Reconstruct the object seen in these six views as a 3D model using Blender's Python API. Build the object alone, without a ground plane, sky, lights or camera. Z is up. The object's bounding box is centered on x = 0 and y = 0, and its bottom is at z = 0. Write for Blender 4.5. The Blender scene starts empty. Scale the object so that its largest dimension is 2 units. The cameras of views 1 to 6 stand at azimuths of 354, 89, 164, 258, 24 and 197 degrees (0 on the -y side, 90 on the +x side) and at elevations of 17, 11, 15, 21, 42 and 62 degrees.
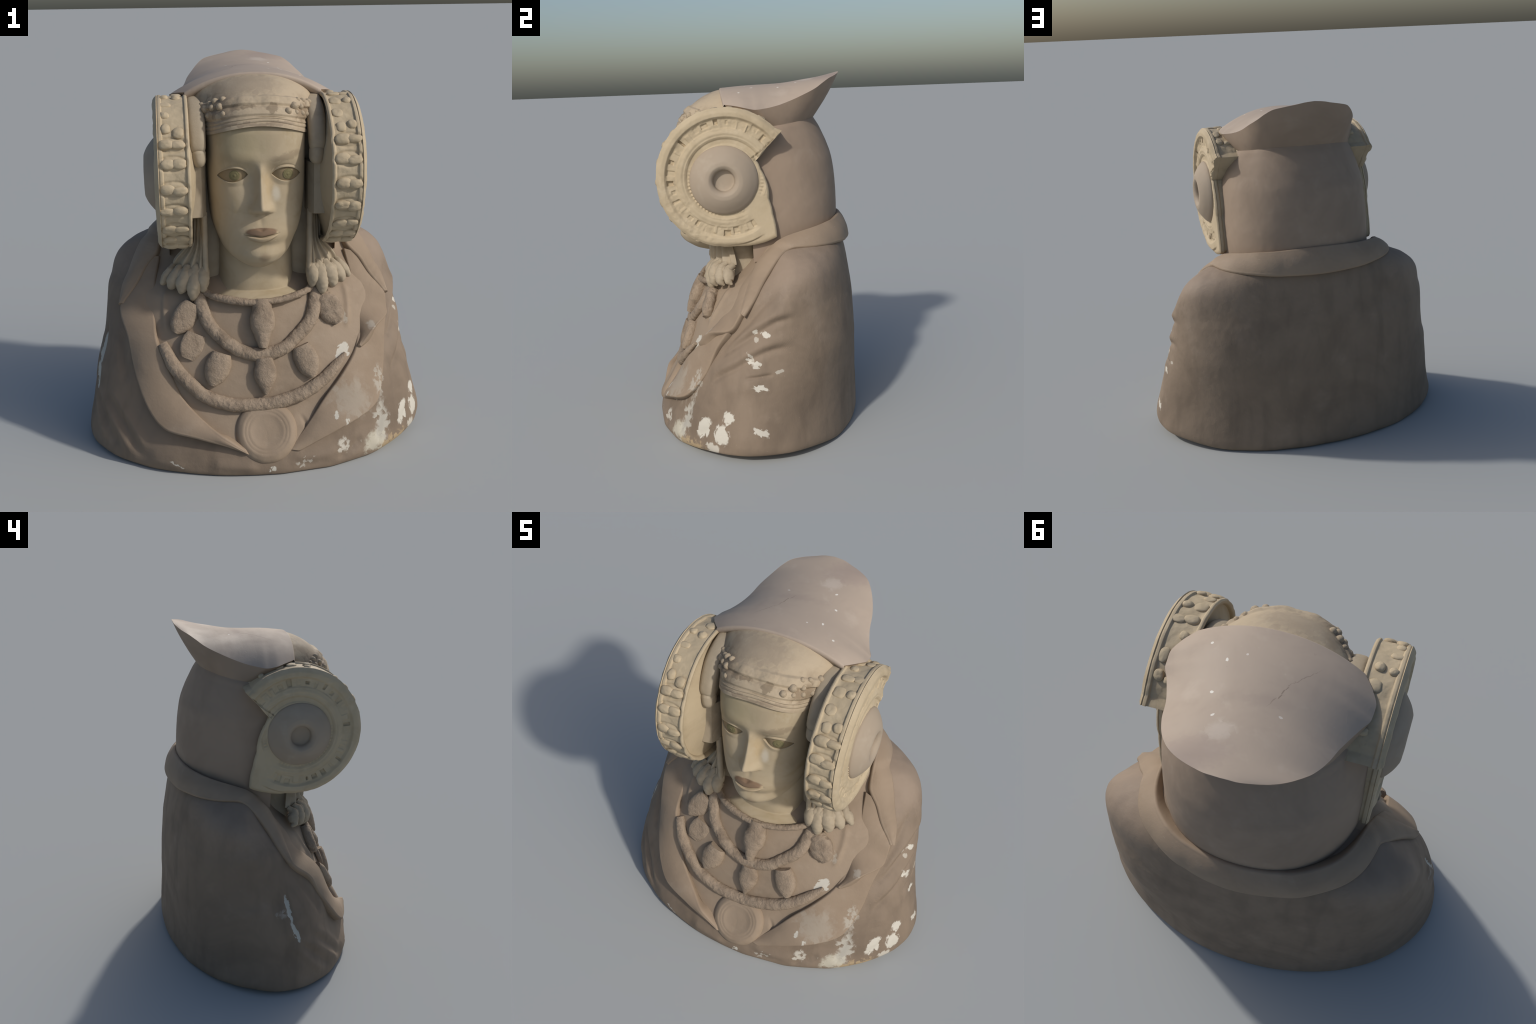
# Carved stone bust of a veiled lady with two big ear discs, necklaces and a mantle.
import bpy, math
import numpy as np
from mathutils import Vector, Matrix
from mathutils.bvhtree import BVHTree
rng = np.random.default_rng(7)

# ------------------------------------------------------------------ helpers
def smooth(a, b, x):
    t = np.clip((np.asarray(x, float) - a) / (b - a), 0, 1)
    return t * t * (3 - 2 * t)

def gauss(x, s):
    return np.exp(-0.5 * (np.asarray(x) / s) ** 2)

def pchip(xs, ys, x):
    """monotone cubic through control points"""
    xs = np.asarray(xs, float); ys = np.asarray(ys, float); x = np.asarray(x, float)
    h = np.diff(xs); d = np.diff(ys) / h
    m = np.zeros_like(xs)
    m[0], m[-1] = d[0], d[-1]
    for i in range(1, len(xs) - 1):
        if d[i - 1] * d[i] > 0:
            w1 = 2 * h[i] + h[i - 1]; w2 = h[i] + 2 * h[i - 1]
            m[i] = (w1 + w2) / (w1 / d[i - 1] + w2 / d[i])
    k = np.clip(np.searchsorted(xs, x) - 1, 0, len(xs) - 2)
    t = np.clip((x - xs[k]) / h[k], 0, 1)
    return ((2 * t**3 - 3 * t**2 + 1) * ys[k] + (t**3 - 2 * t**2 + t) * h[k] * m[k]
            + (-2 * t**3 + 3 * t**2) * ys[k + 1] + (t**3 - t**2) * h[k] * m[k + 1])

def curve(pts, n):
    """smooth curve through 3D control points, n samples, by chord length"""
    pts = np.asarray(pts, float)
    s = np.concatenate([[0], np.cumsum(np.linalg.norm(np.diff(pts, axis=0), axis=1))])
    t = np.linspace(0, s[-1], n)
    return np.stack([pchip(s, pts[:, i], t) for i in range(pts.shape[1])], 1)

def hash3(i, j, k, seed):
    h = (i * 374761393 + j * 668265263 + k * 2147483647 + seed * 974711) & 0xffffffff
    h = ((h ^ (h >> 13)) * 1274126177) & 0xffffffff
    return ((h ^ (h >> 16)) & 0xffff) / 65535.0

def noise(P, scale, seed=0, octaves=2):
    P = np.asarray(P, float) * scale
    out = np.zeros(P.shape[:-1]); amp = 1.0; tot = 0
    for o in range(octaves):
        I = np.floor(P).astype(np.int64); F = P - I; F = F * F * (3 - 2 * F)
        v = 0
        for a in (0, 1):
            for b in (0, 1):
                for c in (0, 1):
                    w = ((F[..., 0] if a else 1 - F[..., 0]) * (F[..., 1] if b else 1 - F[..., 1])
                         * (F[..., 2] if c else 1 - F[..., 2]))
                    v = v + w * hash3(I[..., 0] + a, I[..., 1] + b, I[..., 2] + c, seed + o)
        out += amp * (v * 2 - 1); tot += amp; amp *= 0.5; P = P * 2.03
    return out / tot

def normals_of(G, closed_u):
    if closed_u:
        du = np.roll(G, -1, 0) - np.roll(G, 1, 0)
    else:
        du = np.gradient(G, axis=0)
    dv = np.gradient(G, axis=1)
    n = np.cross(du, dv)
    return n / np.maximum(np.linalg.norm(n, axis=-1, keepdims=True), 1e-9)

ROOT = bpy.data.objects.new("stone_bust", None)
bpy.context.collection.objects.link(ROOT)
ROOT["label"] = "beige stone bust of a veiled lady with ear discs"
ROOT["category"] = "statue"

def grid_faces(nu, nv, closed_u=False, closed_v=False):
    iu = np.arange(nu if closed_u else nu - 1); iv = np.arange(nv if closed_v else nv - 1)
    U, V = np.meshgrid(iu, iv, indexing='ij')
    U2 = (U + 1) % nu; V2 = (V + 1) % nv
    return np.stack([U * nv + V, U2 * nv + V, U2 * nv + V2, U * nv + V2], -1).reshape(-1, 4)

def make_mesh(name, verts, faces, mat, sharp=None, parent=None):
    me = bpy.data.meshes.new(name)
    verts = np.asarray(verts, np.float32).reshape(-1, 3)
    faces = [tuple(int(i) for i in f) for f in faces] if not isinstance(faces, np.ndarray) else faces.tolist()
    me.from_pydata(verts.tolist(), [], faces)
    me.materials.append(mat)
    me.polygons.foreach_set('use_smooth', np.ones(len(me.polygons), bool))
    if sharp: me.set_sharp_from_angle(angle=math.radians(sharp))
    me.update()
    ob = bpy.data.objects.new(name, me)
    bpy.context.collection.objects.link(ob)
    ob.parent = parent or ROOT
    return ob

def grid_object(name, G, mat, closed_u=False, closed_v=False, flip=False, caps=(), sharp=None, parent=None):
    nu, nv = G.shape[:2]
    F = grid_faces(nu, nv, closed_u, closed_v)
    if flip: F = F[:, ::-1]
    faces = F.tolist()
    if 'v0' in caps: faces.append([i * nv for i in range(nu)][::1 if flip else -1])
    if 'v1' in caps: faces.append([i * nv + nv - 1 for i in range(nu)][::-1 if flip else 1])
    if 'u0' in caps: faces.append([j for j in range(nv)][::-1 if flip else 1])
    if 'u1' in caps: faces.append([(nu - 1) * nv + j for j in range(nv)][::1 if flip else -1])
    return make_mesh(name, G, faces, mat, sharp, parent)

def mirror(G):
    return G * np.array([-1, 1, 1])

# ------------------------------------------------------------------ materials
class Mat:
    def __init__(s, name):
        s.m = bpy.data.materials.new(name); s.m.use_nodes = True
        s.t = s.m.node_tree; s.t.nodes.clear()
        s.out = s.n('ShaderNodeOutputMaterial'); s.b = s.n('ShaderNodeBsdfPrincipled'); s.b.inputs['Specular IOR Level'].default_value = 0.35
        s.l(s.b.outputs[0], s.out.inputs[0])
        s.co = s.n('ShaderNodeTexCoord').outputs['Object']
    def n(s, k, **kw):
        x = s.t.nodes.new(k)
        for a, v in kw.items(): setattr(x, a, v)
        return x
    def l(s, a, b): s.t.links.new(a, b)
    def noise(s, scale, detail=4, rough=0.55, dist=0.0, vec=None):
        x = s.n('ShaderNodeTexNoise'); s.l(vec or s.co, x.inputs['Vector'])
        x.inputs['Scale'].default_value = scale; x.inputs['Detail'].default_value = detail
        x.inputs['Roughness'].default_value = rough; x.inputs['Distortion'].default_value = dist
        return x.outputs['Fac']
    def scaled(s, sc, rot=(0, 0, 0)):
        x = s.n('ShaderNodeMapping'); s.l(s.co, x.inputs[0])
        x.inputs['Scale'].default_value = sc; x.inputs['Rotation'].default_value = rot
        return x.outputs[0]
    def ramp(s, fac, a, b, lo=0.0, hi=1.0):
        x = s.n('ShaderNodeMapRange', interpolation_type='SMOOTHSTEP'); s.l(fac, x.inputs[0])
        x.inputs[1].default_value = a; x.inputs[2].default_value = b
        x.inputs[3].default_value = lo; x.inputs[4].default_value = hi
        return x.outputs[0]
    def mix(s, fac, a, b, mode='MIX'):
        x = s.n('ShaderNodeMix', data_type='RGBA', blend_type=mode)
        if isinstance(fac, (int, float)): x.inputs[0].default_value = fac
        else: s.l(fac, x.inputs[0])
        for v, i in ((a, 6), (b, 7)):
            if isinstance(v, tuple): x.inputs[i].default_value = (*v, 1)
            else: s.l(v, x.inputs[i])
        return x.outputs[2]
    def math(s, op, a, b=0.0):
        x = s.n('ShaderNodeMath', operation=op)
        for v, i in ((a, 0), (b, 1)):
            if isinstance(v, (int, float)): x.inputs[i].default_value = v
            else: s.l(v, x.inputs[i])
        return x.outputs[0]
    def blob(s, c, r, rot=0.0, edge=0.25, warp=0.5, axis=1):
        """soft-edged patch: an ellipsoid in object space with a ragged rim"""
        if not hasattr(s, 'jag'):     # coordinates broken up into little facets, for splintered rims
            v = s.n('ShaderNodeTexVoronoi'); s.l(s.co, v.inputs['Vector']); v.inputs['Scale'].default_value = 38
            w = s.n('ShaderNodeTexNoise'); s.l(s.co, w.inputs['Vector']); w.inputs['Scale'].default_value = 70; w.inputs['Detail'].default_value = 3
            mx = s.n('ShaderNodeVectorMath', operation='ADD'); s.l(v.outputs['Color'], mx.inputs[0]); s.l(w.outputs['Color'], mx.inputs[1])
            sb = s.n('ShaderNodeVectorMath', operation='SUBTRACT'); s.l(mx.outputs[0], sb.inputs[0]); sb.inputs[1].default_value = (1, 1, 1)
            s.jag = sb.outputs[0]
        sc = s.n('ShaderNodeVectorMath', operation='MULTIPLY_ADD'); s.l(s.jag, sc.inputs[0])
        k = warp * 0.026 * (sorted(r)[1] / 0.03) ** .5; sc.inputs[1].default_value = (k, k, k); s.l(s.co, sc.inputs[2])
        m = s.n('ShaderNodeMapping', vector_type='TEXTURE'); s.l(sc.outputs[0], m.inputs[0])
        m.inputs['Location'].default_value = c; m.inputs['Scale'].default_value = r
        e = [0, 0, 0]; e[axis] = rot; m.inputs['Rotation'].default_value = e
        d = s.n('ShaderNodeVectorMath', operation='LENGTH'); s.l(m.outputs[0], d.inputs[0])
        return s.ramp(d.outputs['Value'], 1 + edge / 2, 1 - edge / 2)
    def finish(s, col, rough=0.5, bump=None, dist=0.004, strength=0.4):
        s.l(col, s.b.inputs['Base Color'])
        if isinstance(rough, (int, float)): s.b.inputs['Roughness'].default_value = rough
        else: s.l(rough, s.b.inputs['Roughness'])
        if bump is not None:
            x = s.n('ShaderNodeBump'); s.l(bump, x.inputs['Height'])
            x.inputs['Distance'].default_value = dist; x.inputs['Strength'].default_value = strength
            s.l(x.outputs[0], s.b.inputs['Normal'])
        return s.m

def stone(name, base, dark, pale, rough=0.72, chips=(), blotch=3.0, fleck=0.35, bump=0.35, streak=None, dirt=0.5, ochre=None):
    M = Mat(name)
    n1 = M.noise(blotch, 5, 0.6, 0.6)
    col = M.mix(M.ramp(n1, 0.42, 0.75, 0, dirt), base, dark)
    n2 = M.noise(blotch * 2.3, 4, 0.6, 0.3)
    col = M.mix(M.ramp(n2, 0.55, 0.8, 0, 0.45), col, pale)
    if streak:
        n3 = M.noise(7, 4, 0.5, 0.2, M.scaled(*streak))
        col = M.mix(M.ramp(n3, 0.45, 0.75, 0, 0.55), col, dark)
    if ochre:
        n5 = M.noise(blotch * 1.4, 4, 0.6, 0.8)
        col = M.mix(M.ramp(n5, 0.5, 0.72, 0, 0.6), col, ochre)
    n4 = M.noise(60, 3, 0.6)
    col = M.mix(M.ramp(n4, 0.68, 0.78, 0, fleck), col, pale)
    col = M.mix(M.ramp(M.noise(38, 3, 0.6), 0.70, 0.80, 0, fleck), col, dark)
    for c in chips:
        c = dict(c); tint = c.pop('tint', (0.62, 0.59, 0.52)); amt = c.pop('amount', 1.0)
        col = M.mix(M.math('MULTIPLY', M.blob(**c), amt), col, tint)
    r = M.ramp(n1, 0.3, 0.7, rough - 0.07, rough + 0.1)
    h = M.math('ADD', M.noise(35, 5, 0.65), M.math('MULTIPLY', M.noise(110, 4, 0.65), 0.5))
    return M.finish(col, r, h, 0.004, bump)

W_ = (0.56, 0.53, 0.46)
CH = lambda c, r, rot=0.0, axis=1, amount=1.0, tint=W_, warp=.55, edge=.25: dict(c=c, r=r, rot=rot, axis=axis, amount=amount, tint=tint, warp=warp, edge=edge)
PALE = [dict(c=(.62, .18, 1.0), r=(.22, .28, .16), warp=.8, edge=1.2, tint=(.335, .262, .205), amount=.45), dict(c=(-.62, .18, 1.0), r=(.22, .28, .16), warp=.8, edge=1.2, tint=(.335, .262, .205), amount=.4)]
CHIPS = [CH((.770, -.002, .674), (.03, .020, .011), .5, 0), CH((.791, .050, .662), (.03, .028, .014), -.3, 0), CH((.784, .001, .636), (.03, .012, .020), .5, 0, .6),
         CH((.801, -.031, .551), (.03, .012, .026), .6, 0, .7), CH((.808, -.030, .520), (.03, .042, .011), -.35, 0), CH((.812, .0, .503), (.03, .024, .012), .2, 0, .9),
         CH((.824, .121, .469), (.03, .024, .011), .2, 0, .6), CH((.844, .014, .386), (.03, .044, .013), -.1, 0), CH((.891, .013, .168), (.04, .042, .015), -.5, 0, .9),
         CH((.851, -.163, .236), (.04, .040, .030), .6, 0), CH((.848, -.205, .145), (.05, .045, .055), .3, 0), CH((.774, -.306, .150), (.06, .036, .070), -.5, 0), CH((.83, -.26, .06), (.05, .05, .03), 0, 0, .8),
         CH((.62, -.405, .16), (.035, .06, .13), .15, 1, .75, (.50, .48, .42), 1.2, .8), CH((.615, -.33, .36), (.02, .05, .09), 0, 1, .5, (.50, .48, .42), 1.2, .8),
         CH((.56, -.44, .07), (.07, .06, .05), 0, 1, .8, (.52, .49, .40), 1.0, .6), CH((.398, -.524, .098), (.034, .05, .026), .6, 1, .8, W_, 1.2, .5),
         CH((.70, -.37, .03), (.16, .08, .03), 0, 1, .6, (.50, .38, .22), 1.0, .8), CH((.027, -.593, .030), (.014, .03, .012), .4, 1, 1, W_, 1.0),
         CH((.20, -.575, .06), (.05, .03, .008), -.5, 1, .6, W_, 1.4, .6), CH((.361, -.47, .262), (.011, .06, .019), 0, 1, 1, W_, .6), CH((.411, -.48, .223), (.010, .06, .026), 0, 1, 1, W_, .7),
         CH((.45, -.43, .31), (.10, .10, .075), .4, 1, .45, (.40, .365, .305), 1.2, .9), CH((.424, -.345, .532), (.030, .05, .062), .62, 1, 1, W_, .5, .15),
         CH((.585, -.27, .645), (.026, .05, .024), .3, 1, .6, (.46, .42, .36), .6, .4), CH((.44, -.27, .70), (.016, .05, .04), .1, 1, .5, W_, .8, .6),
         CH((-.800, -.040, .50), (.06, .014, .090), -.25, 0, .9, (.50, .50, .45), .3), CH((-.83, -.082, .365), (.06, .012, .070), -.45, 0, .9, (.50, .50, .45), .3), CH((-.815, -.0, .48), (.03, .03, .02), .0, 0, .5, (.44, .41, .36), .8, .8),
         CH((.615, .09, 1.03), (.03, .022, .010), .6, 0, .5), CH((-.45, -.52, .045), (.03, .04, .006), .4, 1, .8, W_, .8)]
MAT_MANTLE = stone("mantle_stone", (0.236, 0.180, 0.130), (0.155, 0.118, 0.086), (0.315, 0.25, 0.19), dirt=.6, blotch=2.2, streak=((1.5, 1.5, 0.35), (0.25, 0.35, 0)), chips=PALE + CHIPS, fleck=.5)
MAT_LAPEL = stone("lapel_stone", (0.305, 0.232, 0.165), (0.22, 0.165, 0.117), (0.375, 0.30, 0.228), chips=CHIPS[12:], fleck=.5)
MAT_TUNIC = stone("tunic_stone", (0.318, 0.245, 0.176), (0.225, 0.170, 0.12), (0.395, 0.32, 0.242), chips=CHIPS[16:], fleck=.5)
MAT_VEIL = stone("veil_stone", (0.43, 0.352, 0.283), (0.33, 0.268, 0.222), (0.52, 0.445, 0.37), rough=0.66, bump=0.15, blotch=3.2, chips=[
    CH((-.075, .135, 1.93), (.060, .0020, .08), 1.18, 2, .7, (.20, .155, .12), .25, .6), CH((-.14, .025, 1.92), (.070, .0015, .08), .92, 2, .45, (.20, .155, .12), .25, .6),
    CH((.161, .183, 1.92), (.008, .006, .05), 0, 2, 1, (.75, .72, .65), .3), CH((.156, .032, 1.92), (.005, .011, .05), .3, 2, 1, (.75, .72, .65), .3), CH((.241, -.038, 1.90), (.006, .006, .05), 0, 2, .9, (.75, .72, .65), .3),  # not chips: from here six bright glints painted onto the veil top
    CH((.12, .284, 1.95), (.010, .004, .05), .8, 2, .9, (.75, .72, .65), .3), CH((.09, -.004, 1.93), (.005, .005, .05), 0, 2, .7, (.7, .66, .6), .3), CH((-.108, .22, 1.94), (.009, .005, .05), 0, 2, .6, (.7, .66, .6), .3),
    CH((.07, .345, 1.95), (.05, .035, .06), .6, 2, .55, (.55, .48, .41), .8, .9), CH((.12, .46, 1.96), (.12, .08, .08), .3, 2, .5, (.34, .27, .235), .8, 1.0), CH((-.05, .17, 1.93), (.08, .03, .05), .2, 2, .4, (.36, .29, .24), .8, 1.0)])
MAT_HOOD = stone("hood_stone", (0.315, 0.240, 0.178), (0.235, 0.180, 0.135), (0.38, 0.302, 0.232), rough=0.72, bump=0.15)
MAT_FACE = stone("face_stone", (0.45, 0.368, 0.25), (0.345, 0.265, 0.165), (0.53, 0.465, 0.35), bump=0.2,  ochre=(0.36, 0.28, 0.16), chips=[
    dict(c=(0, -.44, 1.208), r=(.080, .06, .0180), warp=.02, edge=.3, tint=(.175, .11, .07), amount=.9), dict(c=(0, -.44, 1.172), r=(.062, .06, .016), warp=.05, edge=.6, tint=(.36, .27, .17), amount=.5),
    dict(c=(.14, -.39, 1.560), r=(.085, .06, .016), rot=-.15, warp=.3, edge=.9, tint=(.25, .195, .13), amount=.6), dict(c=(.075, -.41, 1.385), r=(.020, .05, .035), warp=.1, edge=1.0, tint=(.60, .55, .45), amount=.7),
    dict(c=(.016, -.41, 1.075), r=(.025, .05, .022), warp=.2, edge=1.0, tint=(.27, .20, .13), amount=.6), dict(c=(-.12, -.42, 1.62), r=(.13, .08, .10), warp=.5, edge=1.2, tint=(.34, .285, .165), amount=.6), dict(c=(.045, -.42, 1.43), r=(.022, .06, .06), warp=.3, edge=1.2, tint=(.42, .31, .17), amount=.6), dict(c=(-.13, -.40, 1.55), r=(.09, .06, .03), warp=.2, edge=1.4, tint=(.30, .235, .14), amount=.45)])
MAT_DISC = stone("disc_stone", (0.475, 0.39, 0.265), (0.335, 0.265, 0.17), (0.56, 0.48, 0.355), bump=0.4, blotch=5)
MAT_BOSS = stone("boss_stone", (0.36, 0.295, 0.225), (0.28, 0.225, 0.17), (0.44, 0.38, 0.30), bump=0.2)
MAT_CAP = stone("cap_stone", (0.445, 0.362, 0.255), (0.27, 0.21, 0.145), (0.50, 0.43, 0.33), blotch=5, dirt=0.8, chips=[
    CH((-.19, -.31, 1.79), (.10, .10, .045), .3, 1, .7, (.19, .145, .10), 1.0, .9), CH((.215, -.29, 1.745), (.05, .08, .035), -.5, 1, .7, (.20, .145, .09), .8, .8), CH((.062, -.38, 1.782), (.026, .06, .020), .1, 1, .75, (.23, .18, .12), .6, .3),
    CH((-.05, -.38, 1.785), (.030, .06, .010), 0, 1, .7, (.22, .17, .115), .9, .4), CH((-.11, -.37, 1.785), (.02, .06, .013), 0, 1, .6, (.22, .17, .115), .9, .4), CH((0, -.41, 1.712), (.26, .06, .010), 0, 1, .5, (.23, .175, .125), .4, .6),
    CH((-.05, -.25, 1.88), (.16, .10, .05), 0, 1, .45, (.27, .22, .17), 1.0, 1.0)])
MAT_NECKLACE = stone("necklace_stone", (0.315, 0.245, 0.178), (0.165, 0.125, 0.09), (0.42, 0.345, 0.262), blotch=11, bump=1.6, fleck=0.85, dirt=.75)
MAT_TASSEL = stone("tassel_stone", (0.39, 0.325, 0.235), (0.26, 0.21, 0.145), (0.47, 0.41, 0.31), blotch=7)
MAT_EYE = stone("eye_stone", (0.27, 0.205, 0.12), (0.22, 0.165, 0.09), (0.42, 0.37, 0.26), blotch=20)
MAT_IRIS = stone("iris_stone", (0.20, 0.175, 0.085), (0.11, 0.085, 0.045), (0.30, 0.275, 0.16), blotch=30)

# ------------------------------------------------------------------ torso surface
Z =   [0.0,   0.10,  0.20,  0.32,  0.43,  0.55,  0.65,  0.75,  0.81,  0.87,  0.95,  1.02,  1.06,  1.10,  1.14]
RXR = [.918,  .903,  .880,  .852,  .826,  .805,  .793,  .783,  .775,  .760,  .726,  .650,  .558,  .44,   .36]
RXL = [.918,  .900,  .880,  .860,  .840,  .808,  .794,  .785,  .778,  .760,  .726,  .650,  .558,  .44,   .36]
YF =  [-.603, -.575, -.515, -.440, -.410, -.372, -.338, -.300, -.265, -.195, -.085, -.02,  0.0,   .02,   .04]
YB =  [.603,  .605,  .603,  .600,  .598,  .596,  .593,  .587,  .581,  .573,  .56,   .545,  .53,   .49,   .45]
Y0 =  [0.0,   0.0,   .01,   .03,   .05,   .08,   .10,   .13,   .16,   .19,   .22,   .23,   .23,   .21,   .20]
EFR = [1.95,  1.97,  2.15,  2.35,   2.3,   2.15,  1.9,   1.75,  1.72,  1.7,   1.7,   1.8,   2.0,   2.0,   2.0]
EFL = [2.0,   2.0,   2.1,   2.35,  2.4,   2.35,  2.0,   1.78,  1.75,  1.7,   1.7,   1.8,   2.0,   2.0,   2.0]
EBR = [1.98,  1.93,  1.93,  2.0,   2.14,  2.28,  2.27,  2.15,  2.0,   1.95,  1.95,  2.0,   2.1,   2.2,   2.2]
EBL = [1.95,  1.93,  1.98,  2.08,  2.14,  2.20,  2.22,  2.15,  2.0,   1.95,  1.95,  2.0,   2.1,   2.2,   2.2]

def torso_ring(z, th):
    """z, th arrays: point of the body section at height z, angle th (0 = front, +90 = +x)"""
    f = lambda T: pchip(Z, T, z)
    sx, cy = np.sin(th), np.cos(th)
    rx = np.where(sx > 0, f(RXR), f(RXL)); y0 = f(Y0)
    dep = np.where(cy > 0, y0 - f(YF), f(YB) - y0)
    e = np.where(cy > 0, np.where(sx > 0, f(EFR), f(EFL)), np.where(sx > 0, f(EBR), f(EBL)))
    k = (np.abs(sx) ** e + np.abs(cy) ** e) ** (-1 / e)
    return np.stack([rx * sx * k, y0 - dep * cy * k, z], -1)

NTH, NZ = 900, 330
th = np.linspace(-np.pi, np.pi, NTH, endpoint=False)
zz = np.concatenate([np.linspace(0, 0.9, 250), np.linspace(0.9, 1.14, NZ - 250 + 1)[1:]])
TH, ZZ = np.meshgrid(th, zz, indexing='ij')
BODY = torso_ring(ZZ, TH)
BODY_N = normals_of(BODY, True)
# base edge: rounded under, lifted a little on both flanks
lift = 0.038 * smooth(0.55, 1.0, np.sin(TH)) + 0.018 * smooth(0.6, 1.0, -np.sin(TH))
low = 1 - smooth(0.0, 0.35, ZZ)
BODY[..., 2] += lift * low
round_in = 0.026 * (1 - np.sqrt(np.clip(1 - (1 - np.clip(ZZ / 0.06, 0, 1)) ** 2, 0, 1)))
BODY -= BODY_N * (round_in * (1 + 0.5 * noise(BODY, 6, 3)))[..., None] * np.array([1, 1, 0])

def fold(P, pts, height, width, ends=0.25):
    """ridge (or groove) following a 3D polyline laid on the surface"""
    c = curve(pts, 60); d2 = np.full(P.shape[:-1], 9.0); kk = np.zeros(P.shape[:-1], int)
    lo = c.min(0) - 4 * width; hi = c.max(0) + 4 * width
    sel = np.all((P > lo) & (P < hi), -1)
    Q = P[sel]
    if not len(Q): return np.zeros(P.shape[:-1])
    D = np.full(len(Q), 9.0); K = np.zeros(len(Q), int)
    for i, q in enumerate(c):
        d = ((Q - q) ** 2).sum(-1); m = d < D; D[m] = d[m]; K[m] = i
    t = K / 59.0
    env = smooth(0, ends, t) * smooth(0, ends, 1 - t)
    out = np.zeros(P.shape[:-1]); out[sel] = height * env * np.exp(-0.5 * D / width ** 2)
    return out

FOLDS = [  # (points, height, width): drapery of the mantle, grooves negative
    ([(.764, .233, .752), (.784, .112, .729), (.773, .039, .688), (.75, -.034, .643), (.713, -.134, .57), (.679, -.212, .494)], -.015, .014),
    ([(.764, .25, .785), (.782, .125, .765), (.770, .05, .725), (.748, -.02, .680), (.715, -.115, .61), (.685, -.19, .53)], .012, .022),
    ([(.781, .211, .60), (.80, .098, .586), (.794, -.007, .548), (.774, -.105, .487), (.728, -.206, .425), (.682, -.285, .343)], -.014, .014),
    ([(.781, .23, .635), (.80, .115, .625), (.794, .01, .588), (.774, -.085, .53), (.73, -.185, .465), (.69, -.26, .39)], .012, .024),
    ([(.736, .151, .896), (.728, .053, .816), (.707, -.065, .682), (.68, -.167, .569), (.64, -.256, .466)], -.014, .018),
    ([(.819, .093, .456), (.821, .021, .446), (.806, -.075, .434)], -.009, .007),
    ([(.83, .02, .40), (.79, -.17, .36), (.725, -.28, .27)], .007, .025),
    ([(.84, -.15, .28), (.80, -.26, .17), (.72, -.36, .07)], -.010, .02),
    ([(.66, -.36, .30), (.62, -.42, .17), (.58, -.46, .05)], -.012, .02),
    ([(.50, -.46, .12), (.44, -.51, .08), (.36, -.55, .03)], -.010, .018),
    ([(.10, -.585, .085), (.25, -.56, .075), (.42, -.52, .10)], .010, .02),
    ([(-.30, -.545, .06), (-.15, -.575, .05), (-.02, -.59, .03)], .012, .025),
    ([(-.774, .001, .657), (-.788, -.025, .588), (-.811, -.06, .455), (-.835, -.096, .312)], -.012, .011),
    ([(-.79, .03, .55), (-.815, -.02, .43), (-.84, -.06, .30)], .010, .022),
    ([(-.843, -.041, .331), (-.839, -.154, .2), (-.791, -.284, .045)], .012, .018),
    ([(-.829, -.106, .327), (-.761, -.264, .2), (-.634, -.423, .021)], .012, .018),
    ([(-.835, -.08, .31), (-.80, -.215, .19), (-.72, -.36, .03)], -.014, .018),
    ([(-.783, -.176, .371), (-.682, -.32, .237), (-.581, -.439, .08)], .010, .018),
    ([(-.80, -.15, .34), (-.72, -.30, .21), (-.61, -.43, .05)], -.010, .016),
    ([(-.69, -.123, .651), (-.703, -.158, .598), (-.702, -.202, .526), (-.68, -.29, .38)], -.016, .022),
    ([(-.699, .365, .852), (-.757, .262, .851), (-.752, .109, .839)], -.006, .03),
    ([(-.747, .286, .446), (-.802, .17, .488), (-.809, .02, .518)], .006, .03),
    ([(-.33, .54, .90), (-.293, .55, .80), (-.176, .585, .562), (-.071, .597, .329), (.05, .60, .10)], -.005, .03),
    ([(-.25, .56, .60), (-.109, .592, .44), (-.003, .602, .246), (.097, .601, .069)], .004, .03),
    # tunic: soft pleats beside the lapels, belt cloth right of the medallion
    ([(-.47, -.12, .86), (-.475, -.19, .74), (-.47, -.27, .64)], .010, .012),
    ([(.455, -.12, .86), (.465, -.19, .74), (.455, -.28, .62)], .010, .012),
    ([(.16, -.475, .30), (.20, -.49, .24), (.22, -.51, .19)], -.014, .008),
    ([(.21, -.47, .33), (.30, -.45, .36), (.37, -.41, .40)], .012, .02),
]
REL = np.zeros(BODY.shape[:2])
for pts, h, w in FOLDS: REL += fold(BODY, pts, h, w)
REL += 0.016 * noise(BODY, 5.5, 17, 2) * (1 - smooth(.05, .16, ZZ)) * smooth(0, -.2, BODY[..., 1])
REL += 0.004 * noise(BODY, 4.5, 11, 3) + 0.0012 * noise(BODY, 22, 12, 2)
BODY_D = BODY + BODY_N * (REL * smooth(0, 0.05, ZZ))[..., None]

FLAT = BODY_D.reshape(-1, 3)
BF = grid_faces(NTH, NZ, True)
BVH = BVHTree.FromPolygons([Vector(v) for v in BODY_D[::3, ::2].reshape(-1, 3)],
                           grid_faces(len(BODY_D[::3]), BODY_D[::3, ::2].shape[1], True).tolist())
def snap(p, out=0.0):
    q, n, i, d = BVH.find_nearest(Vector(p))
    n = np.array(n); q = np.array(q)
    if n @ (q - np.array([0, 0.05, 0.3])) < 0: n = -n
    return q + n * out, n

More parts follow.
